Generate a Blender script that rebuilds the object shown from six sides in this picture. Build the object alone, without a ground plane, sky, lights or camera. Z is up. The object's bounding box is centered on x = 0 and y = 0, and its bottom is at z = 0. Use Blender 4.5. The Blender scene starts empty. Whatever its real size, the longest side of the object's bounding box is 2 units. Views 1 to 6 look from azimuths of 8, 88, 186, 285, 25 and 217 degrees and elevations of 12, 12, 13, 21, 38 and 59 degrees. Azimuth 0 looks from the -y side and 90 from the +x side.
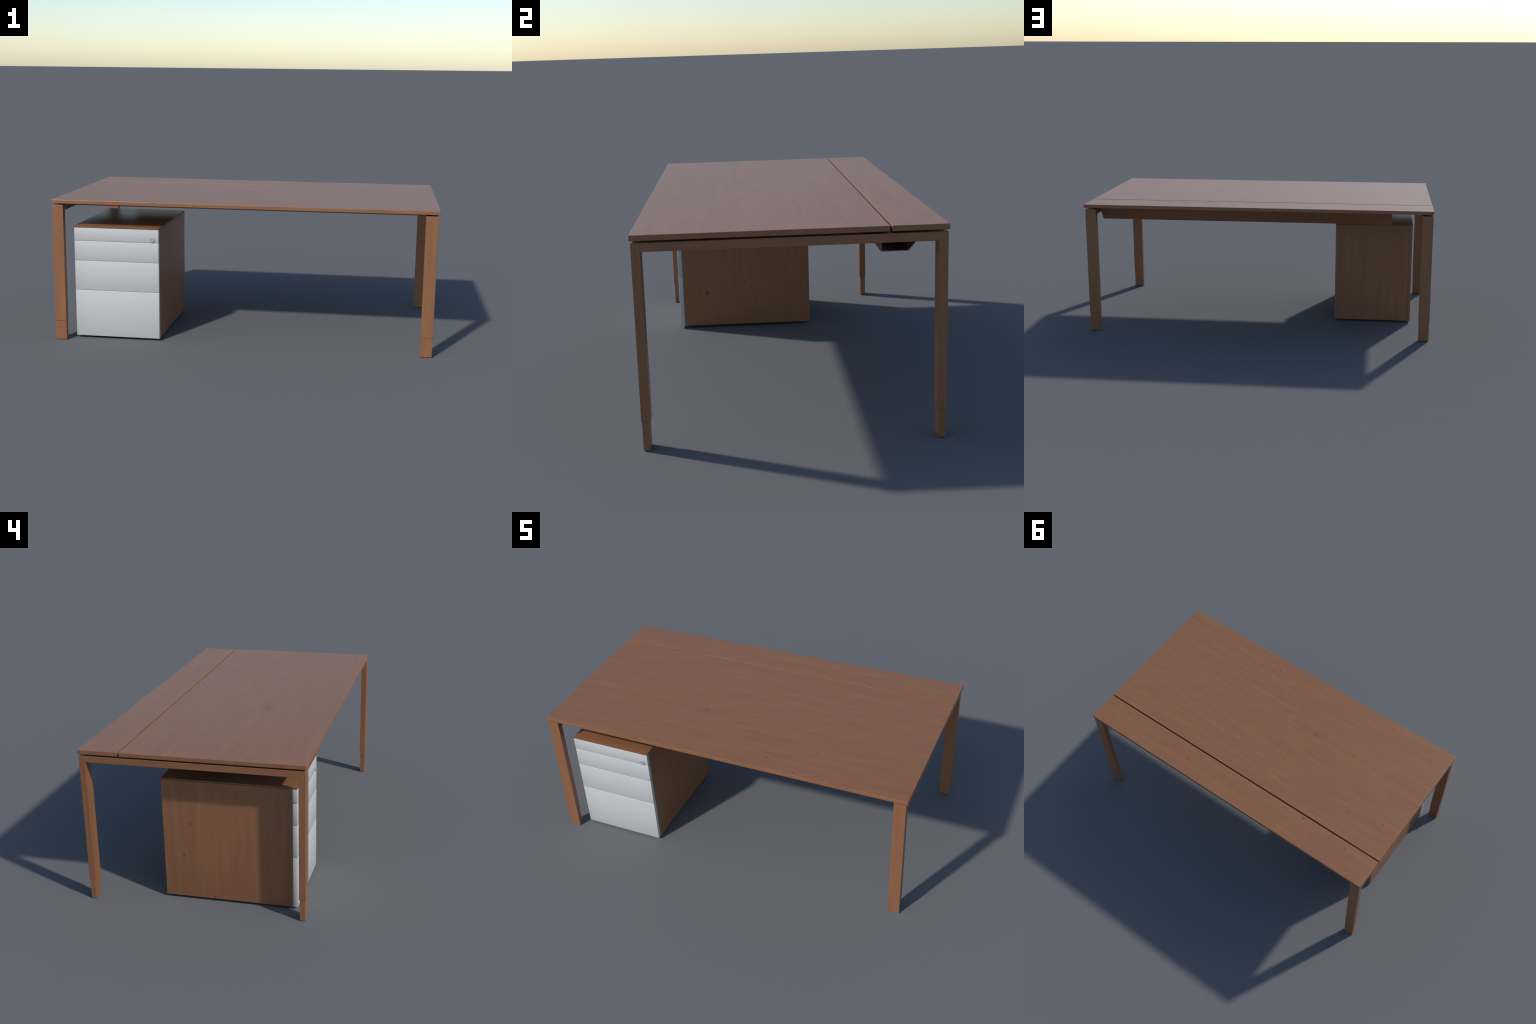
import bpy, bmesh, math, random
from mathutils import Vector, Matrix

random.seed(7)

# ------------------------------------------------------------------ sizes (metres)
TOP_Z, UNDER_Z = 0.7543, 0.7347          # desktop slab
HALF_X, HALF_Y = 1.0, 0.5275
GROOVE = (0.3283, 0.3358)                # slot between front panel and cable flap
FRAME_Z, RAIL_Z, SLEEVE_Z = 0.7270, 0.6960, 0.1030
LEG_OUT, LEG_IN, LEG_W = 0.5245, 0.4930, 0.0615
FOOT_OUT, FOOT_IN, FOOT_W = 0.5220, 0.4973, 0.0585
FRAME_X = (-0.9667, 0.9617)              # centre lines of the two leg frames
CAB_X, CAB_Y = (-0.8990, -0.4408), (-0.4680, 0.1735)
CAB_Z, LID_Z, CAB_TOP = 0.0100, 0.6015, 0.6095
FRONT_BACK_Y = -0.4445                   # rear plane of the drawer fronts
SPLITS = (0.0100, 0.2630, 0.4238, 0.5308, 0.6003)
SHEET = 0.0165


# ------------------------------------------------------------------ node helpers
class Tree:
    def __init__(self, name):
        self.mat = bpy.data.materials.new(name)
        self.mat.use_nodes = True
        self.t = self.mat.node_tree
        self.bsdf = self.t.nodes["Principled BSDF"]

    def node(self, kind, **props):
        n = self.t.nodes.new(kind)
        for k, v in props.items():
            setattr(n, k, v)
        return n

    def put(self, socket, value):
        if hasattr(value, "is_output"):
            self.t.links.new(value, socket)
        elif value is not None:
            socket.default_value = value

    def math(self, op, a, b=None, c=None, clamp=False):
        n = self.node("ShaderNodeMath", operation=op, use_clamp=clamp)
        for s, v in zip(n.inputs, (a, b, c)):
            self.put(s, v)
        return n.outputs[0]

    def vec(self, op, a, b=None):
        n = self.node("ShaderNodeVectorMath", operation=op)
        self.put(n.inputs[0], a)
        if b is not None:
            self.put(n.inputs[1], b)
        return n.outputs["Value"] if op in ("DISTANCE", "LENGTH", "DOT_PRODUCT") else n.outputs["Vector"]

    def split(self, v):
        n = self.node("ShaderNodeSeparateXYZ")
        self.put(n.inputs[0], v)
        return n.outputs[0], n.outputs[1], n.outputs[2]

    def join(self, x, y, z):
        n = self.node("ShaderNodeCombineXYZ")
        for s, v in zip(n.inputs, (x, y, z)):
            self.put(s, v)
        return n.outputs[0]

    def noise(self, v, scale=1.0, detail=2.0, rough=0.5):
        n = self.node("ShaderNodeTexNoise")
        self.put(n.inputs["Vector"], v)
        n.inputs["Scale"].default_value = scale
        n.inputs["Detail"].default_value = detail
        n.inputs["Roughness"].default_value = rough
        return n.outputs["Fac"]

    def ramp_range(self, v, a, b, lo=0.0, hi=1.0):
        n = self.node("ShaderNodeMapRange", interpolation_type="SMOOTHSTEP")
        self.put(n.inputs["Value"], v)
        for k, x in (("From Min", a), ("From Max", b), ("To Min", lo), ("To Max", hi)):
            n.inputs[k].default_value = x
        return n.outputs["Result"]

    def mix_vec(self, f, a, b):
        n = self.node("ShaderNodeMix", data_type="VECTOR")
        self.put(n.inputs[0], f)
        self.put(n.inputs[4], a)
        self.put(n.inputs[5], b)
        return n.outputs[1]

    def mix_col(self, f, a, b, blend="MIX"):
        n = self.node("ShaderNodeMix", data_type="RGBA", blend_type=blend)
        self.put(n.inputs[0], f)
        self.put(n.inputs[6], a if hasattr(a, "is_output") else (*a, 1))
        self.put(n.inputs[7], b if hasattr(b, "is_output") else (*b, 1))
        return n.outputs[2]


WARM, RED, DARK = (0.280, 0.130, 0.054), (0.236, 0.094, 0.049), (0.045, 0.024, 0.020)


def make_wood(name, axis, knots=(), seed=0.0, banded_ends=False, frame=False, vary=False, tone=1.0):
    """Beech-like veneer. axis = grain direction in object space. knots = (x, y, z, radius, strength)."""
    T = Tree(name)
    co = T.node("ShaderNodeTexCoord")
    p = co.outputs["Object"]
    x, y, z = T.split(p)
    bend = None
    # knots: dark eye, and a lens that bends the grain lines round it
    eye = swirl = None
    stretch = {"x": (0.72, 1, 1), "y": (1, 0.72, 1), "z": (1, 1, 0.72)}[axis]
    across = {"x": (0, 1, 1), "y": (1, 0, 1), "z": (1, 1, 0)}[axis]
    ps = T.vec("MULTIPLY", p, stretch)
    for kx, ky, kz, rad, strength in knots:
        k = tuple(a * b for a, b in zip((kx, ky, kz), stretch))
        d = T.vec("DISTANCE", ps, k)
        if strength > 0:
            e = T.ramp_range(d, rad * 0.35, rad * 1.2, min(1.0, strength * 1.05), 0.0)
            eye = e if eye is None else T.math("MAXIMUM", eye, e)
        s = T.ramp_range(d, 0.0, rad * 3.0 + 0.020, 1.0, 0.0)
        swirl = s if swirl is None else T.math("ADD", swirl, s)
        pull = T.node("ShaderNodeVectorMath", operation="SCALE")
        T.put(pull.inputs[0], T.vec("MULTIPLY", T.vec("SUBTRACT", (kx, ky, kz), p), across))
        T.put(pull.inputs["Scale"], T.math("MULTIPLY", s, 0.75))
        bend = pull.outputs[0] if bend is None else T.vec("ADD", bend, pull.outputs[0])
    if bend is not None:
        x, y, z = T.split(T.vec("ADD", p, bend))

    def along(ax):
        return {"x": T.join(x, y, z), "y": T.join(y, x, z), "z": T.join(z, x, y)}[ax]

    g = along(axis)
    if banded_ends:                       # edge band glued on the short ends runs upright
        nx = T.math("ABSOLUTE", T.split(co.outputs["Normal"])[0])
        g = T.mix_vec(T.math("GREATER_THAN", nx, 0.6), g, T.join(z, y, x))
    if frame:                             # rail grain turns into leg grain on the mitre line
        from_side = T.math("SUBTRACT", LEG_OUT, T.math("ABSOLUTE", y))
        from_top = T.math("SUBTRACT", FRAME_Z, z)
        g = T.mix_vec(T.math("GREATER_THAN", from_top, from_side), T.join(y, x, z), T.join(z, x, y))
    shift = (seed * 3.7, seed * 1.9, seed * 5.3)
    if vary:
        r = T.node("ShaderNodeObjectInfo").outputs["Random"]
        g = T.vec("ADD", g, T.join(T.math("MULTIPLY", r, 9.0), T.math("MULTIPLY", r, 5.0), T.math("MULTIPLY", r, 7.0)))
    g = T.vec("ADD", g, shift)

    u, v, w = T.split(g)
    broad = T.noise(T.join(T.math("MULTIPLY", u, 0.7), T.math("MULTIPLY", v, 6.0), T.math("MULTIPLY", w, 6.0)), detail=2.0)
    field = T.math("ADD", T.math("MULTIPLY", v, 26.0), T.math("MULTIPLY", w, 17.0))
    field = T.math("ADD", field, T.math("MULTIPLY", broad, 11.0))
    fine_warp = T.noise(T.join(T.math("MULTIPLY", u, 3.0), T.math("MULTIPLY", v, 40.0), T.math("MULTIPLY", w, 40.0)), detail=2.0)
    field = T.math("ADD", field, T.math("MULTIPLY", fine_warp, 0.5))
    if swirl is not None:
        field = T.math("ADD", field, T.math("MULTIPLY", swirl, 1.6))
    ring = T.math("MULTIPLY_ADD", T.math("SINE", T.math("MULTIPLY", field, 2 * math.pi)), 0.5, 0.5)
    ring2 = T.math("MULTIPLY_ADD", T.math("SINE", T.math("MULTIPLY", field, 6.1 * math.pi)), 0.5, 0.5)
    streak = T.noise(T.join(T.math("MULTIPLY", u, 1.6), T.math("MULTIPLY", v, 120.0), T.math("MULTIPLY", w, 120.0)), detail=3.0, rough=0.62)
    pores = T.noise(T.join(T.math("MULTIPLY", u, 8.0), T.math("MULTIPLY", v, 420.0), T.math("MULTIPLY", w, 420.0)), detail=1.0)
    patch = T.noise(T.join(T.math("MULTIPLY", u, 2.6), T.math("MULTIPLY", v, 30.0), T.math("MULTIPLY", w, 30.0)), detail=2.0)

    hue = T.math("ADD", T.math("MULTIPLY", streak, 1.0), T.math("MULTIPLY", ring, 0.25))
    hue = T.math("ADD", hue, T.math("MULTIPLY", T.math("SUBTRACT", patch, 0.5), 0.8))
    hue = T.ramp_range(hue, 0.20, 1.05)
    col = T.mix_col(hue, WARM, RED)
    light = T.math("MULTIPLY_ADD", T.math("SUBTRACT", ring, 0.5), 0.10, tone)
    light = T.math("MULTIPLY_ADD", T.math("SUBTRACT", ring2, 0.5), 0.06, light)
    light = T.math("MULTIPLY_ADD", T.math("SUBTRACT", streak, 0.5), 0.62, light)
    light = T.math("MULTIPLY_ADD", T.math("SUBTRACT", pores, 0.5), 0.24, light)
    col = T.mix_col(1.0, col, T.join(light, light, light), "MULTIPLY")
    if eye is not None:
        col = T.mix_col(eye, col, DARK)
    T.put(T.bsdf.inputs["Base Color"], col)
    T.bsdf.inputs["Roughness"].default_value = 0.40
    T.bsdf.inputs["IOR"].default_value = 1.5
    return T.mat


def make_plain(name, color, rough, metallic=0.0, grain=0.0):
    T = Tree(name)
    p = T.node("ShaderNodeTexCoord").outputs["Object"]
    n = T.noise(p, 60.0, 3.0)
    lo, hi = 1.0 - grain, 1.0 + grain
    f = T.ramp_range(n, 0.2, 0.8)
    T.put(T.bsdf.inputs["Base Color"], T.mix_col(f, tuple(c * lo for c in color), tuple(min(1, c * hi) for c in color)))
    T.bsdf.inputs["Roughness"].default_value = rough
    T.bsdf.inputs["Metallic"].default_value = metallic
    return T.mat


# ------------------------------------------------------------------ mesh helpers
def add_object(name, mesh, parent=None, mat=None, location=(0, 0, 0)):
    ob = bpy.data.objects.new(name, mesh)
    bpy.context.scene.collection.objects.link(ob)
    ob.location = location
    if mat is not None and not mesh.materials:
        mesh.materials.append(mat)
    if parent is not None:
        ob.parent = parent
    return ob


def add_root(name, location, label, category):
    ob = bpy.data.objects.new(name, None)
    bpy.context.scene.collection.objects.link(ob)
    ob.location = location
    ob.empty_display_size = 0.1
    ob["label"], ob["category"] = label, category
    return ob


def round_edges(bm, width, segments=2):
    if width > 0:
        bmesh.ops.bevel(bm, geom=list(bm.edges), offset=width, segments=segments, profile=0.5, affect="EDGES", clamp_overlap=True)


def box_mesh(name, lo, hi, bevel=0.0015):
    bm = bmesh.new()
    bmesh.ops.create_cube(bm, size=1.0)
    lo, hi = Vector(lo), Vector(hi)
    for v in bm.verts:
        v.co = Vector((lo[i] + (v.co[i] + 0.5) * (hi[i] - lo[i]) for i in range(3)))
    round_edges(bm, bevel)
    me = bpy.data.meshes.new(name)
    bm.to_mesh(me)
    bm.free()
    return me


def prism_mesh(name, outline_yz, x0, x1, bevel=0.0):
    """Extrude a closed outline in the y-z plane along x."""
    bm = bmesh.new()
    vs = [bm.verts.new((x0, y, z)) for y, z in outline_yz]
    f = bm.faces.new(vs)
    ext = bmesh.ops.extrude_face_region(bm, geom=[f])
    bmesh.ops.translate(bm, verts=[e for e in ext["geom"] if isinstance(e, bmesh.types.BMVert)], vec=(x1 - x0, 0, 0))
    bmesh.ops.recalc_face_normals(bm, faces=bm.faces)
    round_edges(bm, bevel)
    me = bpy.data.meshes.new(name)
    bm.to_mesh(me)
    bm.free()
    return me


def cylinder_mesh(name, axis, profile, segments=48):
    """Lathe (radius, height) pairs round an axis through the origin."""
    bm = bmesh.new()
    rings = []
    for r, h in profile:
        ring = []
        for i in range(segments):
            a = 2 * math.pi * i / segments
            c, s = r * math.cos(a), r * math.sin(a)
            ring.append(bm.verts.new((c, -h, s) if axis == "-y" else (c, s, h)))
        rings.append(ring)
    for a, b in zip(rings, rings[1:]):
        for i in range(segments):
            j = (i + 1) % segments
            bm.faces.new((a[i], a[j], b[j], b[i]))
    bm.faces.new(rings[0])
    bm.faces.new(rings[-1])
    bmesh.ops.recalc_face_normals(bm, faces=bm.faces)
    me = bpy.data.meshes.new(name)
    bm.to_mesh(me)
    bm.free()
    me.shade_smooth()
    me.set_sharp_from_angle(angle=math.radians(32))
    return me


def swelling_box_mesh(name, lo, hi, swell, bevel=0.0012):
    """A flat box whose shading swells softly towards its edges, like a slightly cushioned panel."""
    bm = bmesh.new()
    bmesh.ops.create_cube(bm, size=1.0)
    lo, hi = Vector(lo), Vector(hi)
    mid, half = (lo + hi) / 2, (hi - lo) / 2
    for v in bm.verts:
        v.co = Vector((v.co[i] * 2 * half[i] for i in range(3)))
    bmesh.ops.subdivide_edges(bm, edges=list(bm.edges), cuts=11, use_grid_fill=True)
    sharp = [e for e in bm.edges if len(e.link_faces) == 2 and e.calc_face_angle() > 1.0]
    bmesh.ops.bevel(bm, geom=sharp, offset=bevel, segments=2, profile=0.5, affect="EDGES")
    me = bpy.data.meshes.new(name)
    bm.to_mesh(me)
    bm.free()
    me.shade_smooth()
    normals = []
    for poly in me.polygons:
        for li in poly.loop_indices:
            c = me.vertices[me.loops[li].vertex_index].co
            n = poly.normal.copy()
            for i, k in enumerate(swell):
                if abs(n[i]) < 0.9:
                    n[i] += k * c[i] / half[i]
            normals.append(n.normalized())
    me.normals_split_custom_set(normals)
    return me, mid


# ------------------------------------------------------------------ materials
K = TOP_Z
TOP_KNOTS = [
    (-0.219, -0.168, K, 0.0054, 0.85), (0.2457, -0.4405, K, 0.0058, 0.75), (0.4636, -0.3128, K, 0.0065, 0.55),
    (0.4150, -0.5055, K, 0.0045, 0.55), (0.3485, -0.230, K, 0.0070, 0.28), (-0.4975, -0.179, K, 0.0052, 0.45),
    (-0.5825, -0.4786, K, 0.0060, 0.40), (-0.8290, -0.238, K, 0.0050, 0.50), (-0.8935, 0.1185, K, 0.0058, 0.50),
    (-0.1697, 0.0883, K, 0.0048, 0.50), (0.7673, 0.0936, K, 0.0065, 0.22), (-0.702, -0.2544, K, 0.0065, 0.25),
    (-0.8889, -0.4115, K, 0.0070, 0.22), (0.3837, -0.1102, K, 0.0070, 0.20), (-0.0516, 0.0235, K, 0.010, 0.16),
    (-0.6806, 0.1738, K, 0.010, 0.16), (-0.458, -0.5275, K, 0.0058, 0.75),
    (0.58, 0.02, K, 0.020, 0.0), (-0.33, -0.10, K, 0.020, 0.0), (-0.42, 0.08, K, 0.018, 0.0), (0.05, 0.13, K, 0.018, 0.0),
    (0.80, -0.33, K, 0.022, 0.0), (0.12, -0.28, K, 0.020, 0.0), (-0.62, -0.05, K, 0.018, 0.0), (0.62, -0.44, K, 0.018, 0.0),
    (1.0, -0.02, 0.748, 0.0050, 0.35),
]
for _ in range(14):                       # quiet cathedral eyes scattered over the veneer
    TOP_KNOTS.append((random.uniform(-0.95, 0.95), random.uniform(-0.48, 0.28), K, random.uniform(0.010, 0.020), random.choice((0.0, 0.0, 0.10))))
FLAP_KNOTS = [
    (-0.496, 0.3541, K, 0.0065, 0.70), (-0.799, 0.374, K, 0.0052, 0.60), (-0.1692, 0.4712, K, 0.0055, 0.38),
    (0.3145, 0.4306, K, 0.0060, 0.55), (-0.2404, 0.3742, K, 0.0085, 0.25), (0.55, 0.40, K, 0.02, 0.0), (0.05, 0.46, K, 0.02, 0.0),
]
LEFT_KNOTS = [(-0.899, 0.0393, 0.3884, 0.0060, 0.55), (-0.899, 0.0776, 0.222, 0.0062, 0.60), (-0.899, -0.0673, 0.017, 0.0060, 0.5),
              (-0.899, -0.08, 0.40, 0.025, 0.0), (-0.899, -0.16, 0.33, 0.022, 0.0), (-0.899, -0.33, 0.24, 0.022, 0.0)]
RIGHT_KNOTS = [(-0.4408, -0.3302, 0.1732, 0.0075, 0.75), (-0.4408, -0.1405, 0.2253, 0.0045, 0.65), (-0.4408, -0.33, 0.30, 0.025, 0.0),
               (-0.4408, 0.05, 0.36, 0.022, 0.0)]
BACK_KNOTS = [(-0.72, 0.172, 0.355, 0.0050, 0.5), (-0.79, 0.172, 0.335, 0.011, 0.25), (-0.60, 0.172, 0.47, 0.010, 0.2),
              (-0.85, 0.172, 0.38, 0.022, 0.0)]

wood_top = make_wood("beech_desktop", "x", TOP_KNOTS, seed=0.31, banded_ends=True)
wood_flap = make_wood("beech_flap", "x", FLAP_KNOTS, seed=0.83, banded_ends=True)
wood_frame = make_wood("beech_leg_frame", "z", [(0, 0.4985, 0.7085, 0.0042, 0.0)], seed=1.7, frame=True, vary=True)
wood_foot = make_wood("beech_foot", "z", seed=2.3, vary=True)
wood_left = make_wood("beech_left_side", "z", LEFT_KNOTS, seed=3.1)
wood_right = make_wood("beech_right_side", "z", RIGHT_KNOTS, seed=4.3)
wood_back = make_wood("beech_back", "z", BACK_KNOTS, seed=5.9, tone=0.95)
wood_lid = make_wood("beech_lid", "x", seed=6.7, tone=0.90)  # tone lowered to offset sunlight brightened by the lid's tilted normals
wood_under = make_wood("beech_underframe", "x", seed=7.9)
white_steel = make_plain("pale_grey_lacquer", (0.512, 0.515, 0.512), 0.45, 0.0, 0.004)
lock_metal = make_plain("lock_metal", (0.47, 0.47, 0.48), 0.22, 0.3, 0.02)
keyhole_grey = make_plain("keyhole_grey", (0.22, 0.22, 0.23), 0.4, 0.0, 0.02)
dark_plastic = make_plain("dark_plastic", (0.03, 0.03, 0.032), 0.5, 0.0, 0.05)

# ------------------------------------------------------------------ desk
desk = add_root("desk", (0, 0, 0), "beech office desk with straight legs and slotted top", "desk")

add_object("tabletop", box_mesh("tabletop", (-HALF_X, -HALF_Y, UNDER_Z), (HALF_X, GROOVE[0], TOP_Z), 0.0018), desk, wood_top)
add_object("cable_flap", box_mesh("cable_flap", (-HALF_X, GROOVE[1], UNDER_Z), (HALF_X, HALF_Y, TOP_Z), 0.0018), desk, wood_flap)

o, i = LEG_OUT, LEG_IN
outline = [(-o, SLEEVE_Z), (-o, FRAME_Z), (o, FRAME_Z), (o, SLEEVE_Z), (i, SLEEVE_Z), (i, RAIL_Z), (-i, RAIL_Z), (-i, SLEEVE_Z)]
frame_mesh = prism_mesh("leg_frame", outline, -LEG_W / 2, LEG_W / 2, 0.0014)
fd = (FOOT_OUT - FOOT_IN) / 2
foot_mesh = box_mesh("foot", (-FOOT_W / 2, -fd, 0.0), (FOOT_W / 2, fd, SLEEVE_Z - 0.0008), 0.0004)
neck_mesh = box_mesh("foot_neck", (-FOOT_W / 2 + 0.005, -fd + 0.005, SLEEVE_Z - 0.004), (FOOT_W / 2 - 0.005, fd - 0.005, SLEEVE_Z + 0.02), 0.0)
bm = bmesh.new()                          # block + inset neck; slit modelled to deepen the shadow line under the sleeve
bm.from_mesh(foot_mesh)
bm.from_mesh(neck_mesh)
bm.to_mesh(foot_mesh)
bm.free()
bpy.data.meshes.remove(neck_mesh)
foot_y = (FOOT_OUT + FOOT_IN) / 2
spacer_mesh = box_mesh("spacer", (-0.014, -0.03, FRAME_Z - 0.0005), (0.014, 0.03, UNDER_Z + 0.0005), 0.0)
for cx in FRAME_X:
    fr = add_object("leg_frame", frame_mesh, desk, wood_frame, (cx, 0, 0))
    for sy in (-1, 1):
        add_object("foot", foot_mesh, fr, wood_foot, (0, sy * foot_y, 0))
    inward = -0.012 if cx > 0 else 0.012
    for sy in (-0.36, 0.0, 0.43):
        add_object("spacer", spacer_mesh, fr, dark_plastic, (inward, sy, 0))

beam_len = (FRAME_X[0] + LEG_W / 2 - 0.001, FRAME_X[1] - LEG_W / 2 + 0.001)
for y0 in (-0.3075, 0.2505):
    add_object("support_beam", box_mesh("support_beam", (beam_len[0], y0, RAIL_Z + 0.0002), (beam_len[1], y0 + 0.05, FRAME_Z - 0.0004), 0.0012), desk, wood_under)
for y0 in (-0.2825, 0.2755):
    for x0 in (-0.62, 0.0, 0.62):
        add_object("spacer", box_mesh("beam_spacer", (x0 - 0.03, y0 - 0.015, FRAME_Z - 0.001), (x0 + 0.03, y0 + 0.015, UNDER_Z + 0.0005), 0.0), desk, dark_plastic)

t = 0.0025
tray = [(0.311, UNDER_Z + 0.0005), (0.311, 0.651), (0.4048, 0.651), (0.4742, UNDER_Z + 0.0005),
        (0.4742 - t * 1.3, UNDER_Z + 0.0005), (0.4048 - t * 0.5, 0.651 + t), (0.311 + t, 0.651 + t), (0.311 + t, UNDER_Z + 0.0005)]
add_object("cable_tray", prism_mesh("cable_tray", tray, -0.7705, 0.9215), desk, wood_under)

# ------------------------------------------------------------------ drawer cabinet
mx, my = sum(CAB_X) / 2, sum(CAB_Y) / 2
cab = add_root("drawer_cabinet", (mx, my, 0), "beech drawer pedestal with four pale grey fronts", "drawer cabinet")


def cab_part(name, lo, hi, mat, bevel=0.001):
    ob = add_object(name, box_mesh(name, lo, hi, bevel), None, mat)
    ob.parent = cab
    ob.matrix_parent_inverse = Matrix.Translation((-mx, -my, 0))
    return ob


side_top = LID_Z - 0.0006
for x0, mat in ((CAB_X[0], wood_left), (CAB_X[1] - SHEET, wood_right)):
    me, mid = swelling_box_mesh("side_panel", (x0, FRONT_BACK_Y, CAB_Z), (x0 + SHEET, CAB_Y[1], side_top), (0.0, 0.06, 0.09), 0.001)
    me.transform(Matrix.Translation(mid))
    ob = add_object("side_panel", me, cab, mat)
    ob.matrix_parent_inverse = Matrix.Translation((-mx, -my, 0))
cab_part("back_panel", (CAB_X[0] + SHEET + 0.0003, CAB_Y[1] - 0.014, CAB_Z), (CAB_X[1] - SHEET - 0.0003, CAB_Y[1] - 0.0012, side_top), wood_back, 0.0005)
cab_part("bottom_panel", (CAB_X[0] + SHEET, FRONT_BACK_Y + 0.002, CAB_Z + 0.0008), (CAB_X[1] - SHEET, CAB_Y[1] - 0.0145, CAB_Z + 0.016), wood_lid)
me, mid = swelling_box_mesh("lid", (CAB_X[0], CAB_Y[0], LID_Z), (CAB_X[1], CAB_Y[1], CAB_TOP), (0.06, 0.14, 0.0), 0.0014)
me.transform(Matrix.Translation(mid))
ob = add_object("lid", me, cab, wood_lid)
ob.matrix_parent_inverse = Matrix.Translation((-mx, -my, 0))
glide = cylinder_mesh("glide", "z", [(0.017, 0.0), (0.019, 0.0015), (0.019, CAB_Z + 0.002)], 24)
for gx in (CAB_X[0] + 0.06, CAB_X[1] - 0.06):
    for gy in (CAB_Y[0] + 0.09, CAB_Y[1] - 0.06):
        add_object("glide", glide, cab, dark_plastic, (gx - mx, gy - my, 0))

gap = 0.0013
for k, (z0, z1) in enumerate(zip(SPLITS, SPLITS[1:])):
    lo = (CAB_X[0] + 0.0004, CAB_Y[0] + 0.0006, z0 + (gap / 2 if k else 0))
    hi = (CAB_X[1] - 0.0009, FRONT_BACK_Y - 0.0008, z1 - (gap / 2 if k < 3 else 0))
    me, mid = swelling_box_mesh("drawer_front", lo, hi, (0.09, 0.30, 0.23))
    front = add_object("drawer_front", me, cab, white_steel, mid - Vector((mx, my, 0)))

R = 0.0135
lock = cylinder_mesh("lock", "-y", [(R, -0.001), (R, 0.0040), (R - 0.0006, 0.0048), (R - 0.0018, 0.0052), (R - 0.0030, 0.0052), (R - 0.0036, 0.0045), (0.0008, 0.0045)], 48)
lk = add_object("lock", lock, front, lock_metal, (-0.4758 - mid[0], CAB_Y[0] + 0.0006 - mid[1], 0.5466 - mid[2]))
add_object("keyhole", box_mesh("keyhole", (-0.0009, -0.0048, -0.0055), (0.0009, -0.0040, 0.0055), 0.0003), lk, keyhole_grey)
lk.rotation_euler = (0, math.radians(-20), 0)
